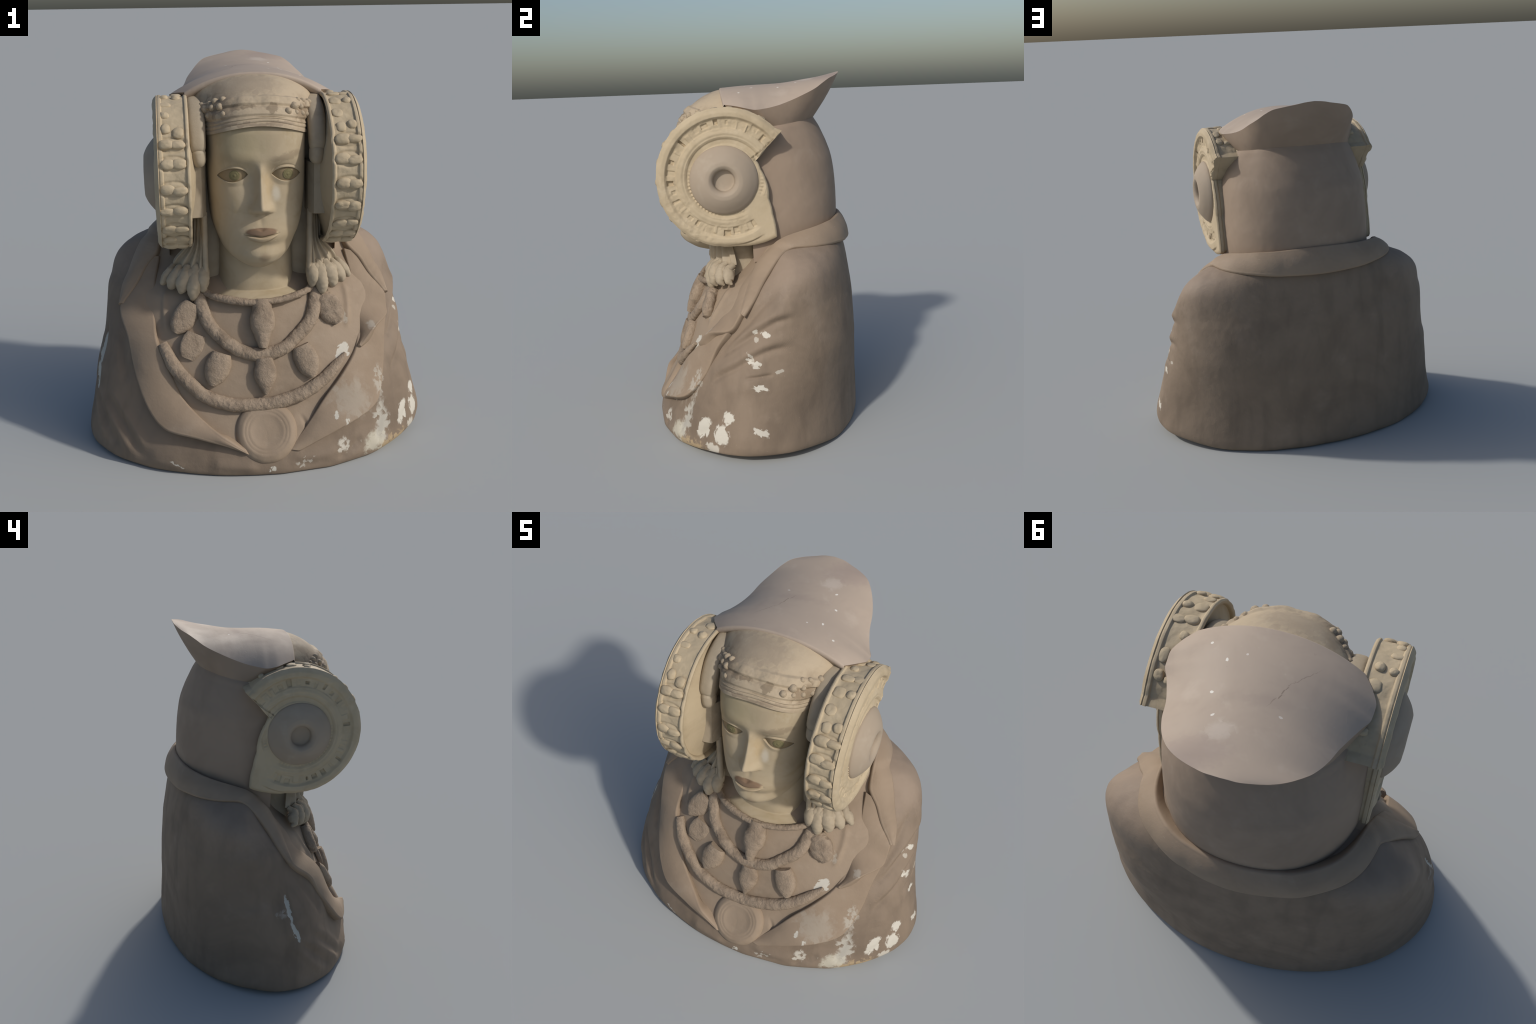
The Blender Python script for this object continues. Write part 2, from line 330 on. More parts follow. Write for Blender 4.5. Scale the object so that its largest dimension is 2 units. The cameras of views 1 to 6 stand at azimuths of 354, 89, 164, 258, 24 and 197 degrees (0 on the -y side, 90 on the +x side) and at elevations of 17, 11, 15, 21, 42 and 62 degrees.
def surf(x, z, out=0.0):
    """point on the front of the body seen from the front at (x, z), moved outward"""
    q, n, i, d = BVH.ray_cast(Vector((x, -2, z)), Vector((0, 1, 0)))
    n = np.array(n); n = -n if n[1] > 0 else n
    return np.array(q) + n * out

# the body surface is split under the lapels: tunic (chest) in front, mantle all round
fc = FLAT[BF].mean(1)
edge_l = np.interp(fc[:, 2], [.10, .14, .26, .37, .47, .57, .64, .76, .88, 1.0], [-.05, -.13, -.33, -.47, -.52, -.56, -.59, -.60, -.58, -.54])
edge_r = np.interp(fc[:, 2], [.10, .14, .22, .33, .44, .545, .68, .79, .86, 1.0], [.05, .15, .24, .38, .48, .57, .60, .60, .57, .54])
is_tunic = (fc[:, 0] > edge_l) & (fc[:, 0] < edge_r) & (fc[:, 1] < 0.16) & (fc[:, 2] > .10)
for nm, sel, mt in (("tunic", is_tunic, MAT_TUNIC), ("mantle", ~is_tunic, MAT_MANTLE)):
    F_ = BF[sel]; used, inv = np.unique(F_, return_inverse=True); F_ = inv.reshape(F_.shape).tolist()
    if nm == "mantle":
        pos = {int(u): i for i, u in enumerate(used)}
        F_ += [[pos[i * NZ] for i in range(NTH)][::-1], [pos[i * NZ + NZ - 1] for i in range(NTH) if i * NZ + NZ - 1 in pos]]
    ob = make_mesh(nm, FLAT[used], F_, mt)
    bn = normals_of(BODY_D, True).reshape(-1, 3)[used]
    ob.data.normals_split_custom_set_from_vertices([tuple(v) for v in bn])

# ------------------------------------------------------------------ collar and lapels
def strip(name, inner, outer, mat, thick=0.03, lip=0.01, bulge=0.008, n=220, m=34, ends_taper=0.04, rel=0.003, seed=1):
    I = curve(inner, n); O = curve(outer, n)
    along = np.gradient((I + O) / 2, axis=0); across = O - I
    N = np.cross(along, across); N /= np.linalg.norm(N, axis=1, keepdims=True)
    ref = (I + O) / 2 - np.array([0, 0.1, 0.35])
    s = np.sign((N * ref).sum(1)); N *= (1 if s.mean() > 0 else -1)
    for _ in range(12): N[1:-1] = (N[:-2] + N[1:-1] * 2 + N[2:]) / 4
    N /= np.linalg.norm(N, axis=1, keepdims=True)
    rows = []
    A = across / np.maximum(np.linalg.norm(across, axis=1, keepdims=True), 1e-6)
    # underside tucked into the body, rounded inner edge, face, rounded outer edge, underside
    rows += [I - N * 0.07 + A * 0.012, I - N * 0.03 + A * 0.002]
    for a in np.linspace(0, np.pi / 2, 6): rows.append(I - N * lip * (1 - np.sin(a)) + A * lip * (1 - np.cos(a)))
    W = np.linalg.norm(across, axis=1, keepdims=True)
    for t in np.linspace(0, 1, m)[1:-1]:
        base = I + A * lip + (across - 2 * A * np.minimum(lip, W * .4)) * t
        rows.append(base + N * bulge * 4 * t * (1 - t) * np.minimum(W / 0.12, 1))
    for a in np.linspace(0, np.pi / 2, 7): rows.append(O - A * lip * (1 - np.sin(a)) - N * lip * (1 - np.cos(a)))
    rows += [O - N * thick * 0.7 - A * 0.004, O - N * thick - A * 0.012, O - N * (thick + 0.05) - A * 0.03]
    G = np.stack(rows, 1)
    nn = noise(G, 9, seed, 2)
    G = G + N[:, None, :] * (rel * nn)[..., None]
    return grid_object(name, G, mat, sharp=50, caps=('u0', 'u1'))

collar_half_out = [(0.0, .586, 1.050), (.24, .550, 1.055), (.385, .480, 1.064), (.482, .400, 1.072), (.532, .316, 1.078), (.552, .238, 1.083),
                   (.562, .185, 1.069), (.595, .142, 1.040), (.634, .088, .975), (.668, .040, .900), (.702, -.002, .835), (.724, -.058, .75)]
collar_half_in = [(0.0, .528, 1.196), (.22, .490, 1.186), (.350, .418, 1.176), (.420, .340, 1.164), (.456, .258, 1.148), (.472, .19, 1.130),
                  (.480, .14, 1.108), (.488, .09, 1.066), (.505, .030, 1.010), (.575, -.015, .934), (.618, -.046, .860), (.698, -.082, .765)]
co = np.array(collar_half_out); ci = np.array(collar_half_in)
full = lambda h: np.concatenate([mirror(h)[::-1], h[1:]])
strip("collar", full(ci), full(co), MAT_LAPEL, thick=0.04, lip=0.014, bulge=0.010, n=460, seed=4)

lapel_in = [(-.495, .02, .98), (-.52, -.060, .885), (-.532, -.15, .757), (-.527, -.27, .643), (-.504, -.319, .571), (-.457, -.358, .473), (-.41, -.408, .371),
            (-.38, -.43, .335), (-.297, -.49, .264), (-.20, -.568, .204), (-.11, -.582, .135)]
lapel_out = [(-.60, .04, .96), (-.66, .0, .85), (-.712, -.085, .735), (-.673, -.209, .619), (-.655, -.262, .515), (-.612, -.362, .375), (-.535, -.453, .252),
             (-.485, -.485, .222), (-.352, -.535, .201), (-.235, -.565, .168), (-.09, -.580, .112)]
strip("lapel", lapel_in, lapel_out, MAT_LAPEL, thick=0.045, lip=0.012, seed=5)

rl_in = [(.49, .02, .98), (.512, -.075, .856), (.52, -.112, .79), (.519, -.192, .682), (.516, -.255, .580), (.50, -.312, .555)]
rl_out = [(.60, .02, .93), (.64, -.03, .84), (.70, -.085, .745), (.700, -.135, .675), (.612, -.258, .640), (.52, -.318, .553)]
strip("lapel", rl_in, rl_out, MAT_LAPEL, thick=0.035, lip=0.01, n=160, seed=6)
rm_in = [(.52, -.22, .63), (.495, -.31, .545), (.41, -.395, .44), (.30, -.455, .33), (.19, -.51, .20), (.10, -.555, .12)]
rm_out = [(.69, -.15, .66), (.672, -.205, .582), (.652, -.280, .42), (.598, -.400, .284), (.402, -.529, .217), (.165, -.568, .115)]
strip("lapel", rm_in, rm_out, MAT_LAPEL, thick=0.04, lip=0.01, n=200, seed=8)

# ------------------------------------------------------------------ neck
def ring_loft(levels, n=160, m=90):
    """levels: (z, cx, y front, y back, half width, exponent)"""
    L = np.array(levels, float); t = np.linspace(0, 1, len(L)); s = np.linspace(0, 1, m)
    q = [pchip(t, L[:, i], s) for i in range(L.shape[1])]
    a = np.linspace(-np.pi, np.pi, n, endpoint=False)
    A, S = np.meshgrid(a, np.arange(m), indexing='ij')
    g = lambda i: q[i][S]
    c, d = np.sin(A), np.cos(A); e = g(5)
    k = (np.abs(c) ** e + np.abs(d) ** e) ** (-1 / e)
    yc = (g(2) + g(3)) / 2; ry = (g(3) - g(2)) / 2
    return np.stack([g(1) + g(4) * c * k, yc - ry * d * k, g(0)], -1)

N_ = ring_loft([(.70, 0, -.20, .2, .20, 2.0), (.795, 0, -.285, .25, .295, 2.0), (.815, 0, -.298, .25, .30, 2.1), (.832, 0, -.286, .25, .288, 2.2), (.846, 0, -.262, .22, .255, 2.3),
                (.856, 0, -.246, .2, .226, 2.3), (.90, 0, -.248, .2, .206, 2.3), (.98, 0, -.245, .2, .200, 2.3), (1.15, 0, -.22, .2, .20, 2.3)])
N_ += (0.002 * noise(N_, 12, 5))[..., None] * normals_of(N_, True)
grid_object("neck", N_, MAT_FACE, closed_u=True)

# ------------------------------------------------------------------ face
FZ = [0.985, 1.0, 1.02, 1.05, 1.09, 1.13, 1.18, 1.24, 1.32, 1.42, 1.55, 1.66, 1.71, 1.80]
FW = [0.04, .085, .118, .150, .178, .196, .214, .228, .236, .241, .243, .245, .243, .225]
FY = [-.27, -.320, -.356, -.396, -.416, -.416, -.422, -.412, -.400, -.394, -.408, -.404, -.388, -.32]
FE = [2.1, 2.15, 2.2, 2.2, 2.2, 2.2, 2.4, 2.6, 2.8, 3.0, 3.0, 2.9, 2.8, 2.6]
na, nz = 420, 460
fa = np.linspace(-1, 1, na); fa = np.pi * 0.62 * (0.75 * fa + 0.25 * fa ** 3)
fz = np.linspace(0.985, 1.80, nz)
A, V = np.meshgrid(fa, fz, indexing='ij')
w, yf, e = pchip(FZ, FW, V), pchip(FZ, FY, V), pchip(FZ, FE, V)
yc = -0.10
k = (np.abs(np.sin(A)) ** e + np.abs(np.cos(A)) ** e) ** (-1 / e)
FX = w * np.sin(A) * k
FYY = yc - (yc - yf) * np.cos(A) * k
def face_relief(ax, V, carve=True):
    d = np.zeros_like(ax)                     # forward displacement
    # brow, sockets
    d += 0.007 * gauss(V - (1.553 - 1.6 * (ax - 0.09) ** 2), 0.026) * smooth(0.23, 0.13, ax)
    d -= 0.018 * gauss(ax - 0.058, 0.028) * gauss(V - 1.472, 0.036)
    d -= 0.014 * gauss(ax - 0.125, 0.055) * gauss(V - 1.47, 0.045)
    # lids: mound round the eyeball
    ex, ez = (ax - 0.127) / 0.070, (V - 1.470)
    mound = np.clip(1 - ex ** 2 * 0.62 - (ez / 0.055) ** 2, 0, 1)
    d += 0.012 * smooth(0, 1, mound)
    up = 0.035 * np.clip(1 - np.abs(ex) ** 2.1, 0, 1) ** 0.8
    dn = 0.031 * np.clip(1 - np.abs(ex) ** 1.9, 0, 1) ** 0.9
    slant = -0.004 * ex
    inside = np.minimum(up - (ez - slant), dn + (ez - slant))   # >0 inside the opening
    if carve: d -= 0.026 * smooth(-0.002, 0.003, inside) * (np.abs(ex) < 1.0)
    d -= 0.004 * gauss(ez - slant - up * 1.0 - 0.013, 0.003) * smooth(1.05, 0.8, np.abs(ex))  # crease above the lid
    # nose
    t = np.clip((1.535 - V) / (1.535 - 1.312), 0, 1)
    ridge = pchip([0, .25, .5, .8, 1.0], [0.006, .028, .046, .061, .056], t)
    wid = pchip([0, .25, .5, .8, 1.0], [.026, .021, .023, .027, .030], t)
    under = smooth(1.280, 1.322, V)
    d += ridge * np.exp(-np.abs(ax / (wid * 1.05)) ** 2.1) * under * smooth(1.56, 1.49, V)
    d += 0.024 * gauss(np.hypot(ax * .9, V - 1.324), 0.021)
    d += 0.028 * gauss(ax - 0.038, 0.014) * gauss(V - 1.312, 0.017) * smooth(1.285, 1.300, V)
    d -= 0.008 * gauss(ax - 0.022, 0.009) * gauss(V - 1.287, 0.007)
    # philtrum, lips
    d -= 0.004 * gauss(ax, 0.010) * gauss(V - 1.255, 0.018)
    mx = np.clip(1 - (ax / 0.084) ** 2, 0, 1)
    line = 1.189 - 0.004 * gauss(ax, 0.018) + 0.004 * (ax / 0.08) ** 2
    utop = line + 0.038 * mx ** 0.75 - 0.007 * gauss(ax, 0.011) * (ax < .09)
    lbot = line - 0.034 * mx ** 0.8
    d += 0.012 * gauss(V - 1.19, 0.045) * gauss(ax, 0.075)
    d += 0.015 * smooth(utop + .003, utop - .006, V) * smooth(line - .001, line + .004, V) * np.sqrt(mx)
    d += 0.019 * smooth(lbot - .004, lbot + .012, V) * smooth(line + .001, line - .006, V) * np.sqrt(mx)
    d -= 0.006 * gauss(V - line, 0.0035) * smooth(.095, .07, ax)
    d -= 0.012 * gauss(V - 1.135, 0.016) * gauss(ax, 0.055)
    d += 0.006 * gauss(V - 1.075, 0.03) * gauss(ax, 0.05)
    # cheeks
    d += 0.007 * gauss(ax - 0.135, 0.05) * gauss(V - 1.36, 0.06)
    return d
def face_y(x, z, carve=False):
    """front surface of the face at (x, z)"""
    w, yf, e = pchip(FZ, FW, z), pchip(FZ, FY, z), pchip(FZ, FE, z)
    return -.10 - (-.10 - yf) * np.clip(1 - (np.abs(x) / w) ** e, 0, 1) ** (1 / e) - face_relief(np.abs(x), z, carve)
FYY = FYY - face_relief(np.abs(FX), V) * smooth(-0.10, -0.22, FYY)
G = np.stack([FX, FYY, V], -1)
G += (0.0016 * noise(G, 11, 31, 2))[..., None] * np.array([0, -1, 0])
grid_object("face", G, MAT_FACE, sharp=None)

# eyes
def ellipsoid(c, r, n=48, m=28, fn=None):
    a = np.linspace(0, 2 * np.pi, n, endpoint=False); b = np.linspace(0, np.pi, m)
    A, B = np.meshgrid(a, b, indexing='ij')
    D = np.stack([np.sin(B) * np.sin(A), np.sin(B) * np.cos(A), -np.cos(B)], -1)
    if fn is not None: D = D * (1 + fn(D))[..., None]
    return np.array(c) + D * np.array(r)
for sx in (-1, 1):
    def eyeball(ex, ez):
        x = .127 + .070 * ex; z = 1.470 + ez
        return np.stack([sx * x, face_y(x, z) + .0125 - .0075 * np.clip(1 - ex ** 2, 0, 1) * np.clip(1 - (ez / .036) ** 2, 0, 1), z], -1)
    p = np.linspace(-1.04, 1.04, 70); q = np.linspace(-1, 1, 40)
    PP, QQ = np.meshgrid(p, q, indexing='ij')
    hgt = np.where(QQ > 0, .037 * np.clip(1 - np.abs(PP / 1.06) ** 2.1, 0, 1) ** .8, .033 * np.clip(1 - np.abs(PP / 1.06) ** 1.9, 0, 1) ** .9)
    eye = grid_object("eye", eyeball(PP, QQ * hgt - .004 * PP), MAT_EYE, flip=(sx > 0))
    cx = .008 * sx / .070 * sx * (1 if sx > 0 else -1)
    r = np.array([0, .005, .008, .011, .018, .022, .0245, .0265]); h = np.array([.003, .003, .0005, .0015, .002, .0005, .002, -.004])
    aa = np.linspace(0, 2 * np.pi, 48, endpoint=False)
    I = np.stack([eyeball(.1 * sx + rr / .070 * np.cos(aa), .002 + rr * np.sin(aa)) - np.array([0, hh, 0]) for rr, hh in zip(r, h)], 1)
    grid_object("iris", I, MAT_IRIS, closed_u=True, flip=(sx < 0), parent=eye)

# ------------------------------------------------------------------ head band and cap
na2 = 420
ca = np.linspace(-1, 1, na2) * np.pi * 0.58
def cap_point(a, v):
    """v 0..1 from the lower edge up over the dome"""
    zb = 1.702 - 0.062 * np.clip(np.abs(np.sin(a)) * (np.abs(np.sin(a)) ** 3 + np.abs(np.cos(a)) ** 3) ** (-1 / 3), 0, 1) ** 2     # lower edge sags at the temples
    prof_v = [0, .15, .3, .45, .6, .75, .9, 1.0]
    top = 1.935
    y = pchip(prof_v, [-.408, -.396, -.373, -.342, -.300, -.238, -.146, -.05], v)
    z0 = pchip(prof_v, [0, .045, .078, .112, .150, .190, .220, .226], v)
    hw = pchip(prof_v, [.252, .258, .268, .280, .290, .297, .300, .30], v)
    zz_ = zb + z0 * (1.926 - zb) / .226
    e = pchip([0, .3, .7, 1], [3.0, 2.6, 2.1, 2.0], v)
    k = (np.abs(np.sin(a)) ** e + np.abs(np.cos(a)) ** e) ** (-1 / e)
    cy = -0.05
    arch = 0.10 * smooth(.25, 1.0, v) * np.abs(np.sin(a) * k) ** 2.2
    return np.stack([hw * np.sin(a) * k, cy - (cy - y) * np.cos(a) * k, zz_ - arch], -1)
CV = np.linspace(0.0, 1.0, 300)
A, V = np.meshgrid(ca, CV, indexing='ij')
K = cap_point(A, V); KN = normals_of(K, False)
if (KN[na2 // 2, 60] @ np.array([0, -1, .2])) < 0: KN = -KN
rel = np.zeros_like(A)
wob = 0.006 * np.sin(3 * A + 1) + 0.004 * np.sin(7 * A)
for v0, dep, wd in ((.055 + wob, .0035, .007), (.105 + wob, .004, .008), (.135 + wob * 1.2, .003, .005)):
    rel -= dep * gauss(V - v0, wd)
rel += 0.006 * smooth(.15, .13, V + wob * .5)
rel += 0.007 * smooth(.16, .20, V) * (1 - smooth(.30, .36, V + .03 * noise(K, 25, 40)))
rel += 0.010 * smooth(.36, .40, V) * (1 - smooth(.50, .56, V + .04 * noise(K, 14, 41)))
side = smooth(.12, .2, np.abs(K[..., 0]))
rel += 0.012 * np.clip(noise(K, 26, 44, 1), 0, 1) * smooth(.2, .3, V) * (1 - smooth(.5, .6, V)) * (.35 + .65 * side)
rel += 0.005 * noise(K, 20, 42, 3) * smooth(.18, .3, V) * (1 - smooth(.5, .62, V))
G = K + KN * rel[..., None]
cap = grid_object("headdress", G, MAT_CAP)
band_in = np.stack([K[:, 0] + KN[:, 0] * .006, K[:, 0] * np.array([.97, .93, 1])], 1)
# pearls of the headdress
def knob_mesh(name, mat, n=16, m=10, seed=0):
    g = ellipsoid((0, 0, 0), (1, 1, 1), n, m)
    g = g + (0.10 * noise(g, 1.8, seed, 2))[..., None] * g
    o = grid_object(name, g, mat, closed_u=True)
    return o
def place(src, loc, normal, r, name, parent, spin=0.0):
    o = src.copy(); o.name = name; bpy.context.collection.objects.link(o); o.parent = parent
    q = Vector(normal).to_track_quat('Z', 'Y').to_matrix().to_4x4()
    o.matrix_world = Matrix.Translation(Vector(loc)) @ q @ Matrix.Rotation(spin, 4, 'Z') @ Matrix.Diagonal((*r, 1))
    return o
pearl = knob_mesh("pearl", MAT_CAP, seed=3)
rows = [(.40, 0.0, .95), (.52, .5, .8), (.27, .3, .85)]
def cap_at(a, v):
    P = cap_point(np.array([a - .01, a, a + .01]), np.array([v] * 3))
    Q = cap_point(np.array([a, a]), np.array([v - .01, v + .01]))
    n = np.cross(P[2] - P[0], Q[1] - Q[0]); n /= np.linalg.norm(n)
    if n @ np.array([P[1][0], P[1][1] + .05, .1]) < 0: n = -n
    return P[1], n
for v0, off, sc in rows:
    for i in range(-7, 8):
        a = (i + off) * 0.155
        if abs(a) > 1.15: continue
        if abs(a) < .5 or rng.random() < .12: continue
        big = 1.15
        p, n = cap_at(a + rng.normal(0, .02), v0 + rng.normal(0, .012))
        r = 0.0165 * sc * big * rng.uniform(.8, 1.2)
        place(pearl, p + n * r * .05, n, (r, r, r * 1.15), "pearl", cap)
bpy.data.objects.remove(pearl)

# ------------------------------------------------------------------ veil: hood, flaring crest, top
ns = 181
rim_half = [(0, .540, 2.000), (.05, .537, 1.996), (.10, .524, 1.986), (.16, .502, 1.975), (.212, .470, 1.962), (.248, .430, 1.938), (.277, .386, 1.909), (.311, .305, 1.872),
            (.330, .23, 1.842), (.354, .165, 1.822), (.380, .105, 1.811), (.406, .05, 1.806), (.408, .0, 1.815), (.380, -.06, 1.829), (.335, -.118, 1.837)]
Rh = curve(rim_half, ns)[::-1]                       # from front corner to crest tip, right side
tt = np.linspace(0, 1, ns)
yr, xr, zr = Rh[:, 1], Rh[:, 0], Rh[:, 2]
yc_ = yr - 0.028 * (1 - tt) ** 1.0
zc_ = pchip([-.15, 0.0, .18, .34, .44, .54], [1.929, 1.938, 1.943, 1.963, 1.978, 2.000], yc_)
uu = np.linspace(-1, 1, 161)
T_, U_ = np.meshgrid(np.arange(ns), uu, indexing='ij')
au = np.abs(U_)
top = np.stack([U_ * xr[T_], yc_[T_] + (yr - yc_)[T_] * au ** 2, zc_[T_] + (zr - zc_)[T_] * (0.75 * au ** 2 + 0.25 * au ** 3)], -1)
# front lip rows: rolls over and runs back under
f0 = top[0]
fl = [f0 + np.array([0, .03, -.050]), f0 + np.array([0, .004, -.034]), f0 + np.array([0, -.004, -.022]), f0 + np.array([0, -.006, -.010]), f0 + np.array([0, -.003, -.003])]
top = np.concatenate([np.stack(fl, 0), top], 0)
top[..., 2] += 0.0015 * noise(top, 6, 61)
TOPG = top
# wall and hood: columns follow the rim from right front over the tip to left front
rim = np.concatenate([Rh, mirror(Rh)[::-1][1:]]); nc = len(rim)
sgn = np.linspace(-1, 1, nc)
HZ = [1.745, 1.735, 1.70, 1.66, 1.60, 1.50, 1.38, 1.25, 1.12, 0.98]
HW = [.352, .360, .376, .390, .406, .425, .434, .440, .442, .440]
HB = [.390, .396, .418, .437, .462, .492, .506, .512, .512, .50]
HE = [2.05, 2.05, 2.0, 2.0, 2.02, 2.1, 2.15, 2.2, 2.2, 2.2]
phi = -sgn * np.pi * 0.53                            # 0 at the back, right side positive
def hood_row(z):
    hw, hb, e = (float(pchip(HZ[::-1], T[::-1], np.array([z]))[0]) for T in (HW, HB, HE))
    y0 = 0.05
    c, d = np.sin(phi), np.cos(phi); k = (np.abs(c) ** e + np.abs(d) ** e) ** (-1 / e)
    return np.stack([hw * c * k, y0 + (hb - y0) * d * k, np.full(nc, z) - (0.035 * np.abs(np.sin(phi)) ** 3 if z > 1.70 else 0.035 * np.abs(np.sin(phi)) ** 3 * max(0, (z - 1.5) / .2))], -1)
groove = hood_row(1.745)
rows = []
for t in np.linspace(0, 1, 40):
    b = rim * (1 - t) + groove * t
    b = b + np.array([0, .006, -.004]) * math.sin(math.pi * t) * (np.cos(phi)[:, None] > 0)
    rows.append(b)
rows.append(hood_row(1.738) * .5 + groove * .5)
for z in np.concatenate([np.linspace(1.733, 1.5, 50), np.linspace(1.5, 0.98, 60)[1:]]): rows.append(hood_row(z))
W = np.stack(rows, 1)
WN = normals_of(W, False)
W += (0.003 * noise(W, 4, 66, 2) + 0.0008 * noise(W, 25, 67))[..., None] * WN * smooth(0, 12, np.arange(W.shape[1]))[None, :, None]
veil = grid_object("veil", TOPG, MAT_VEIL, flip=True, sharp=50)
grid_object("hood", W, MAT_HOOD, sharp=50)

# ------------------------------------------------------------------ ear discs
DC = np.array([-0.125, 1.452]); DR = 0.375; XO, XI = 0.488, 0.325
cut = [(.186, 1.692), (.105, 1.612), (.041, 1.540), (.066, 1.49), (.088, 1.441), (.104, 1.33), (.122, 1.246), (.141, 1.121)]
cp = np.array([(math.atan2(z - DC[1], y - DC[0]), math.hypot(y - DC[0], z - DC[1])) for y, z in cut])   # polar, angle from +y
def disc_radius(a):
    a = (a + np.pi) % (2 * np.pi) - np.pi
    r = np.full_like(a, DR)
    o = np.argsort(cp[:, 0]); lo, hi = cp[o[0], 0], cp[o[-1], 0]
    m = (a > lo) & (a < hi)
    r[m] = np.interp(a[m], cp[o, 0], cp[o, 1])
    # chord from the lower corner round to the full circle
    m2 = (a <= lo) & (a > lo - 0.55)
    r[m2] = np.interp(a[m2], [lo - .55, lo], [DR, cp[o[0], 1]])
    m3 = (a >= hi) & (a < hi + 0.10)
    r[m3] = np.interp(a[m3], [hi, hi + .10], [cp[o[-1], 1], DR])
    return r
def wrapdiff(a, b): return (a - b + np.pi) % (2 * np.pi) - np.pi

def build_disc(sx, seed):
    g = np.random.default_rng(seed)
    n = 620
    a = np.linspace(-np.pi, np.pi, n, endpoint=False)
    R = disc_radius(a)
    ring = np.stack([np.cos(a), np.sin(a), np.full(n, seed * 3.1)], -1)
    R = R + .0035 * noise(ring, 5, seed, 3) - .006 * np.clip(noise(ring, 9, seed + 4, 2) - .25, 0, 1) * smooth(-.2, -.6, np.cos(a) + .5 * np.sin(a))
    # outer face, relief as function of true radius
    fr = np.concatenate([np.linspace(0.0, 0.93, 125), np.linspace(.935, 1.0, 14)])
    A, F = np.meshgrid(a, fr, indexing='ij')
    r = F * R[:, None]
    rr = r
    h = np.zeros_like(r)
    cutf = smooth(0.0, .03, R[:, None] - r)          # fade relief at edge
    h += 0.010 * smooth(.318, .330, rr) * smooth(.372, .362, rr)            # outer border
    h -= 0.010 * smooth(.262, .270, rr) * (1 - smooth(.312, .322, rr)) * 0.6
    h += 0.007 * gauss(rr - .240, .010) + 0.004 * gauss(rr - .222, .004)
    h += -0.006 * smooth(.178, .185, rr) * (1 - smooth(.206, .214, rr))
    # cells of the two relief rings
    cells = 34
    ci_ = np.floor((A + np.pi) / (2 * np.pi) * cells).astype(int) % cells
    fa_ = ((A + np.pi) / (2 * np.pi) * cells) % 1
    dep = g.uniform(-1.0, 1, cells); wid_ = g.uniform(.25, .8, cells); dl = g.uniform(.265, .285, cells); dh = g.uniform(.30, .325, cells)
    cell = smooth(.05, .14, fa_) * smooth(.05, .14, wid_[ci_] + .1 - fa_)
    h -= 0.017 * np.clip(dep[ci_] + .35, 0, 1) * cell * smooth(dl[ci_], dl[ci_] + .006, rr) * smooth(dh[ci_], dh[ci_] - .006, rr)
    h += 0.007 * np.clip(-dep[ci_] - .1, 0, 1) * cell * smooth(.262, .270, rr) * smooth(.308, .300, rr)
    P3 = np.stack([np.cos(A) * r, np.sin(A) * r, np.full_like(r, seed)], -1)
    h += 0.006 * noise(P3, 26, seed, 3) * smooth(.25, .27, rr) * (1 - smooth(.315, .325, rr))
    beads = 64
    fb = ((A + np.pi) / (2 * np.pi) * beads) % 1
    h += 0.006 * np.sin(np.pi * fb) ** 2 * gauss(rr - .198, .007) * smooth(-.3, .3, noise(P3, 8, seed + 5, 1) + .25) * smooth(.45, -.1, np.sin(A))
    worn = smooth(-.1, .5, noise(P3, 7, seed + 8, 2))
    h = h * (1 - .45 * worn) + 0.005 * worn * noise(P3, 34, seed + 2, 3) * smooth(.19, .21, rr) + 0.0015 * noise(P3, 30, seed + 2, 2)
    plain = smooth(.02, .22, np.abs(wrapdiff(A, -.75)) - .18)      # undecorated heel at the lower back
    X = XO - .006 + h * cutf * plain
    lip = np.concatenate([np.zeros(125), np.linspace(0, 1, 14)])
    X = X - (0.010 * lip ** 2.5)[None, :]
    face = np.stack([X, DC[0] + r * np.cos(A), DC[1] + r * np.sin(A)], -1)
    lug_a = np.radians([57, 72, 86, 99, 112, 126, 138, 150, 164, 182, 199, 216, 230, 244, 258])
    # side wall: flange, channel, flange
    cols = []
    Rw = R * 1.0
    ws = np.linspace(0.02, 1, 60)
    for s_ in ws:
        x = (XO - .016) * (1 - s_) + XI * s_
        dr = 0.004 * (smooth(.02, .06, s_) - 1) - 0.008 * smooth(.13, .17, s_) * (1 - smooth(.86, .90, s_)) - 0.006 * smooth(.95, 1.0, s_)
        pp = np.stack([np.cos(a) * .375, np.sin(a) * .375, np.full(n, x + seed)], -1)
        dr = dr + (0.004 * noise(pp, 22, seed + 9, 3) * smooth(.13, .2, s_) * (1 - smooth(.8, .87, s_)) + .0015 * noise(pp, 30, seed + 11))
        for la in lug_a[7:]:
            de = np.hypot((x - .405) / .066, wrapdiff(a, la) * DR / .034)
            dr = dr - .006 * gauss(de - 1, .13)
        q = Rw + dr
        cols.append(np.stack([np.full(n, x), DC[0] + q * np.cos(a), DC[1] + q * np.sin(a)], -1))
    wall = np.stack(cols, 1)
    # inner lip and hollow
    hol = []
    for x, k in ((XI, .972), (XI + .004, .950), (XI + .010, .944), (XI + .018, .935), (XI + .020, .90), (XI + .010, .8), (XI - .015, .6), (XI - .04, .35), (XI - .05, .02)):
        q = R * k - .002
        hol.append(np.stack([np.full(n, x), DC[0] + q * np.cos(a), DC[1] + q * np.sin(a)], -1))
    hollow = np.stack(hol, 1)
    D = np.concatenate([face, wall, hollow], 1)
    D = D * np.array([sx, 1, 1])
    disc = grid_object("ear_disc", D, MAT_DISC, closed_u=True, flip=(sx > 0), sharp=55)
    # boss with hollow centre
    prof = [(.186, .474), (.184, .486), (.176, .497), (.160, .511), (.138, .527), (.115, .539), (.098, .545), (.083, .546), (.072, .541), (.062, .531), (.058, .520),
            (.056, .506), (.050, .500), (.03, .497), (.001, .496)]
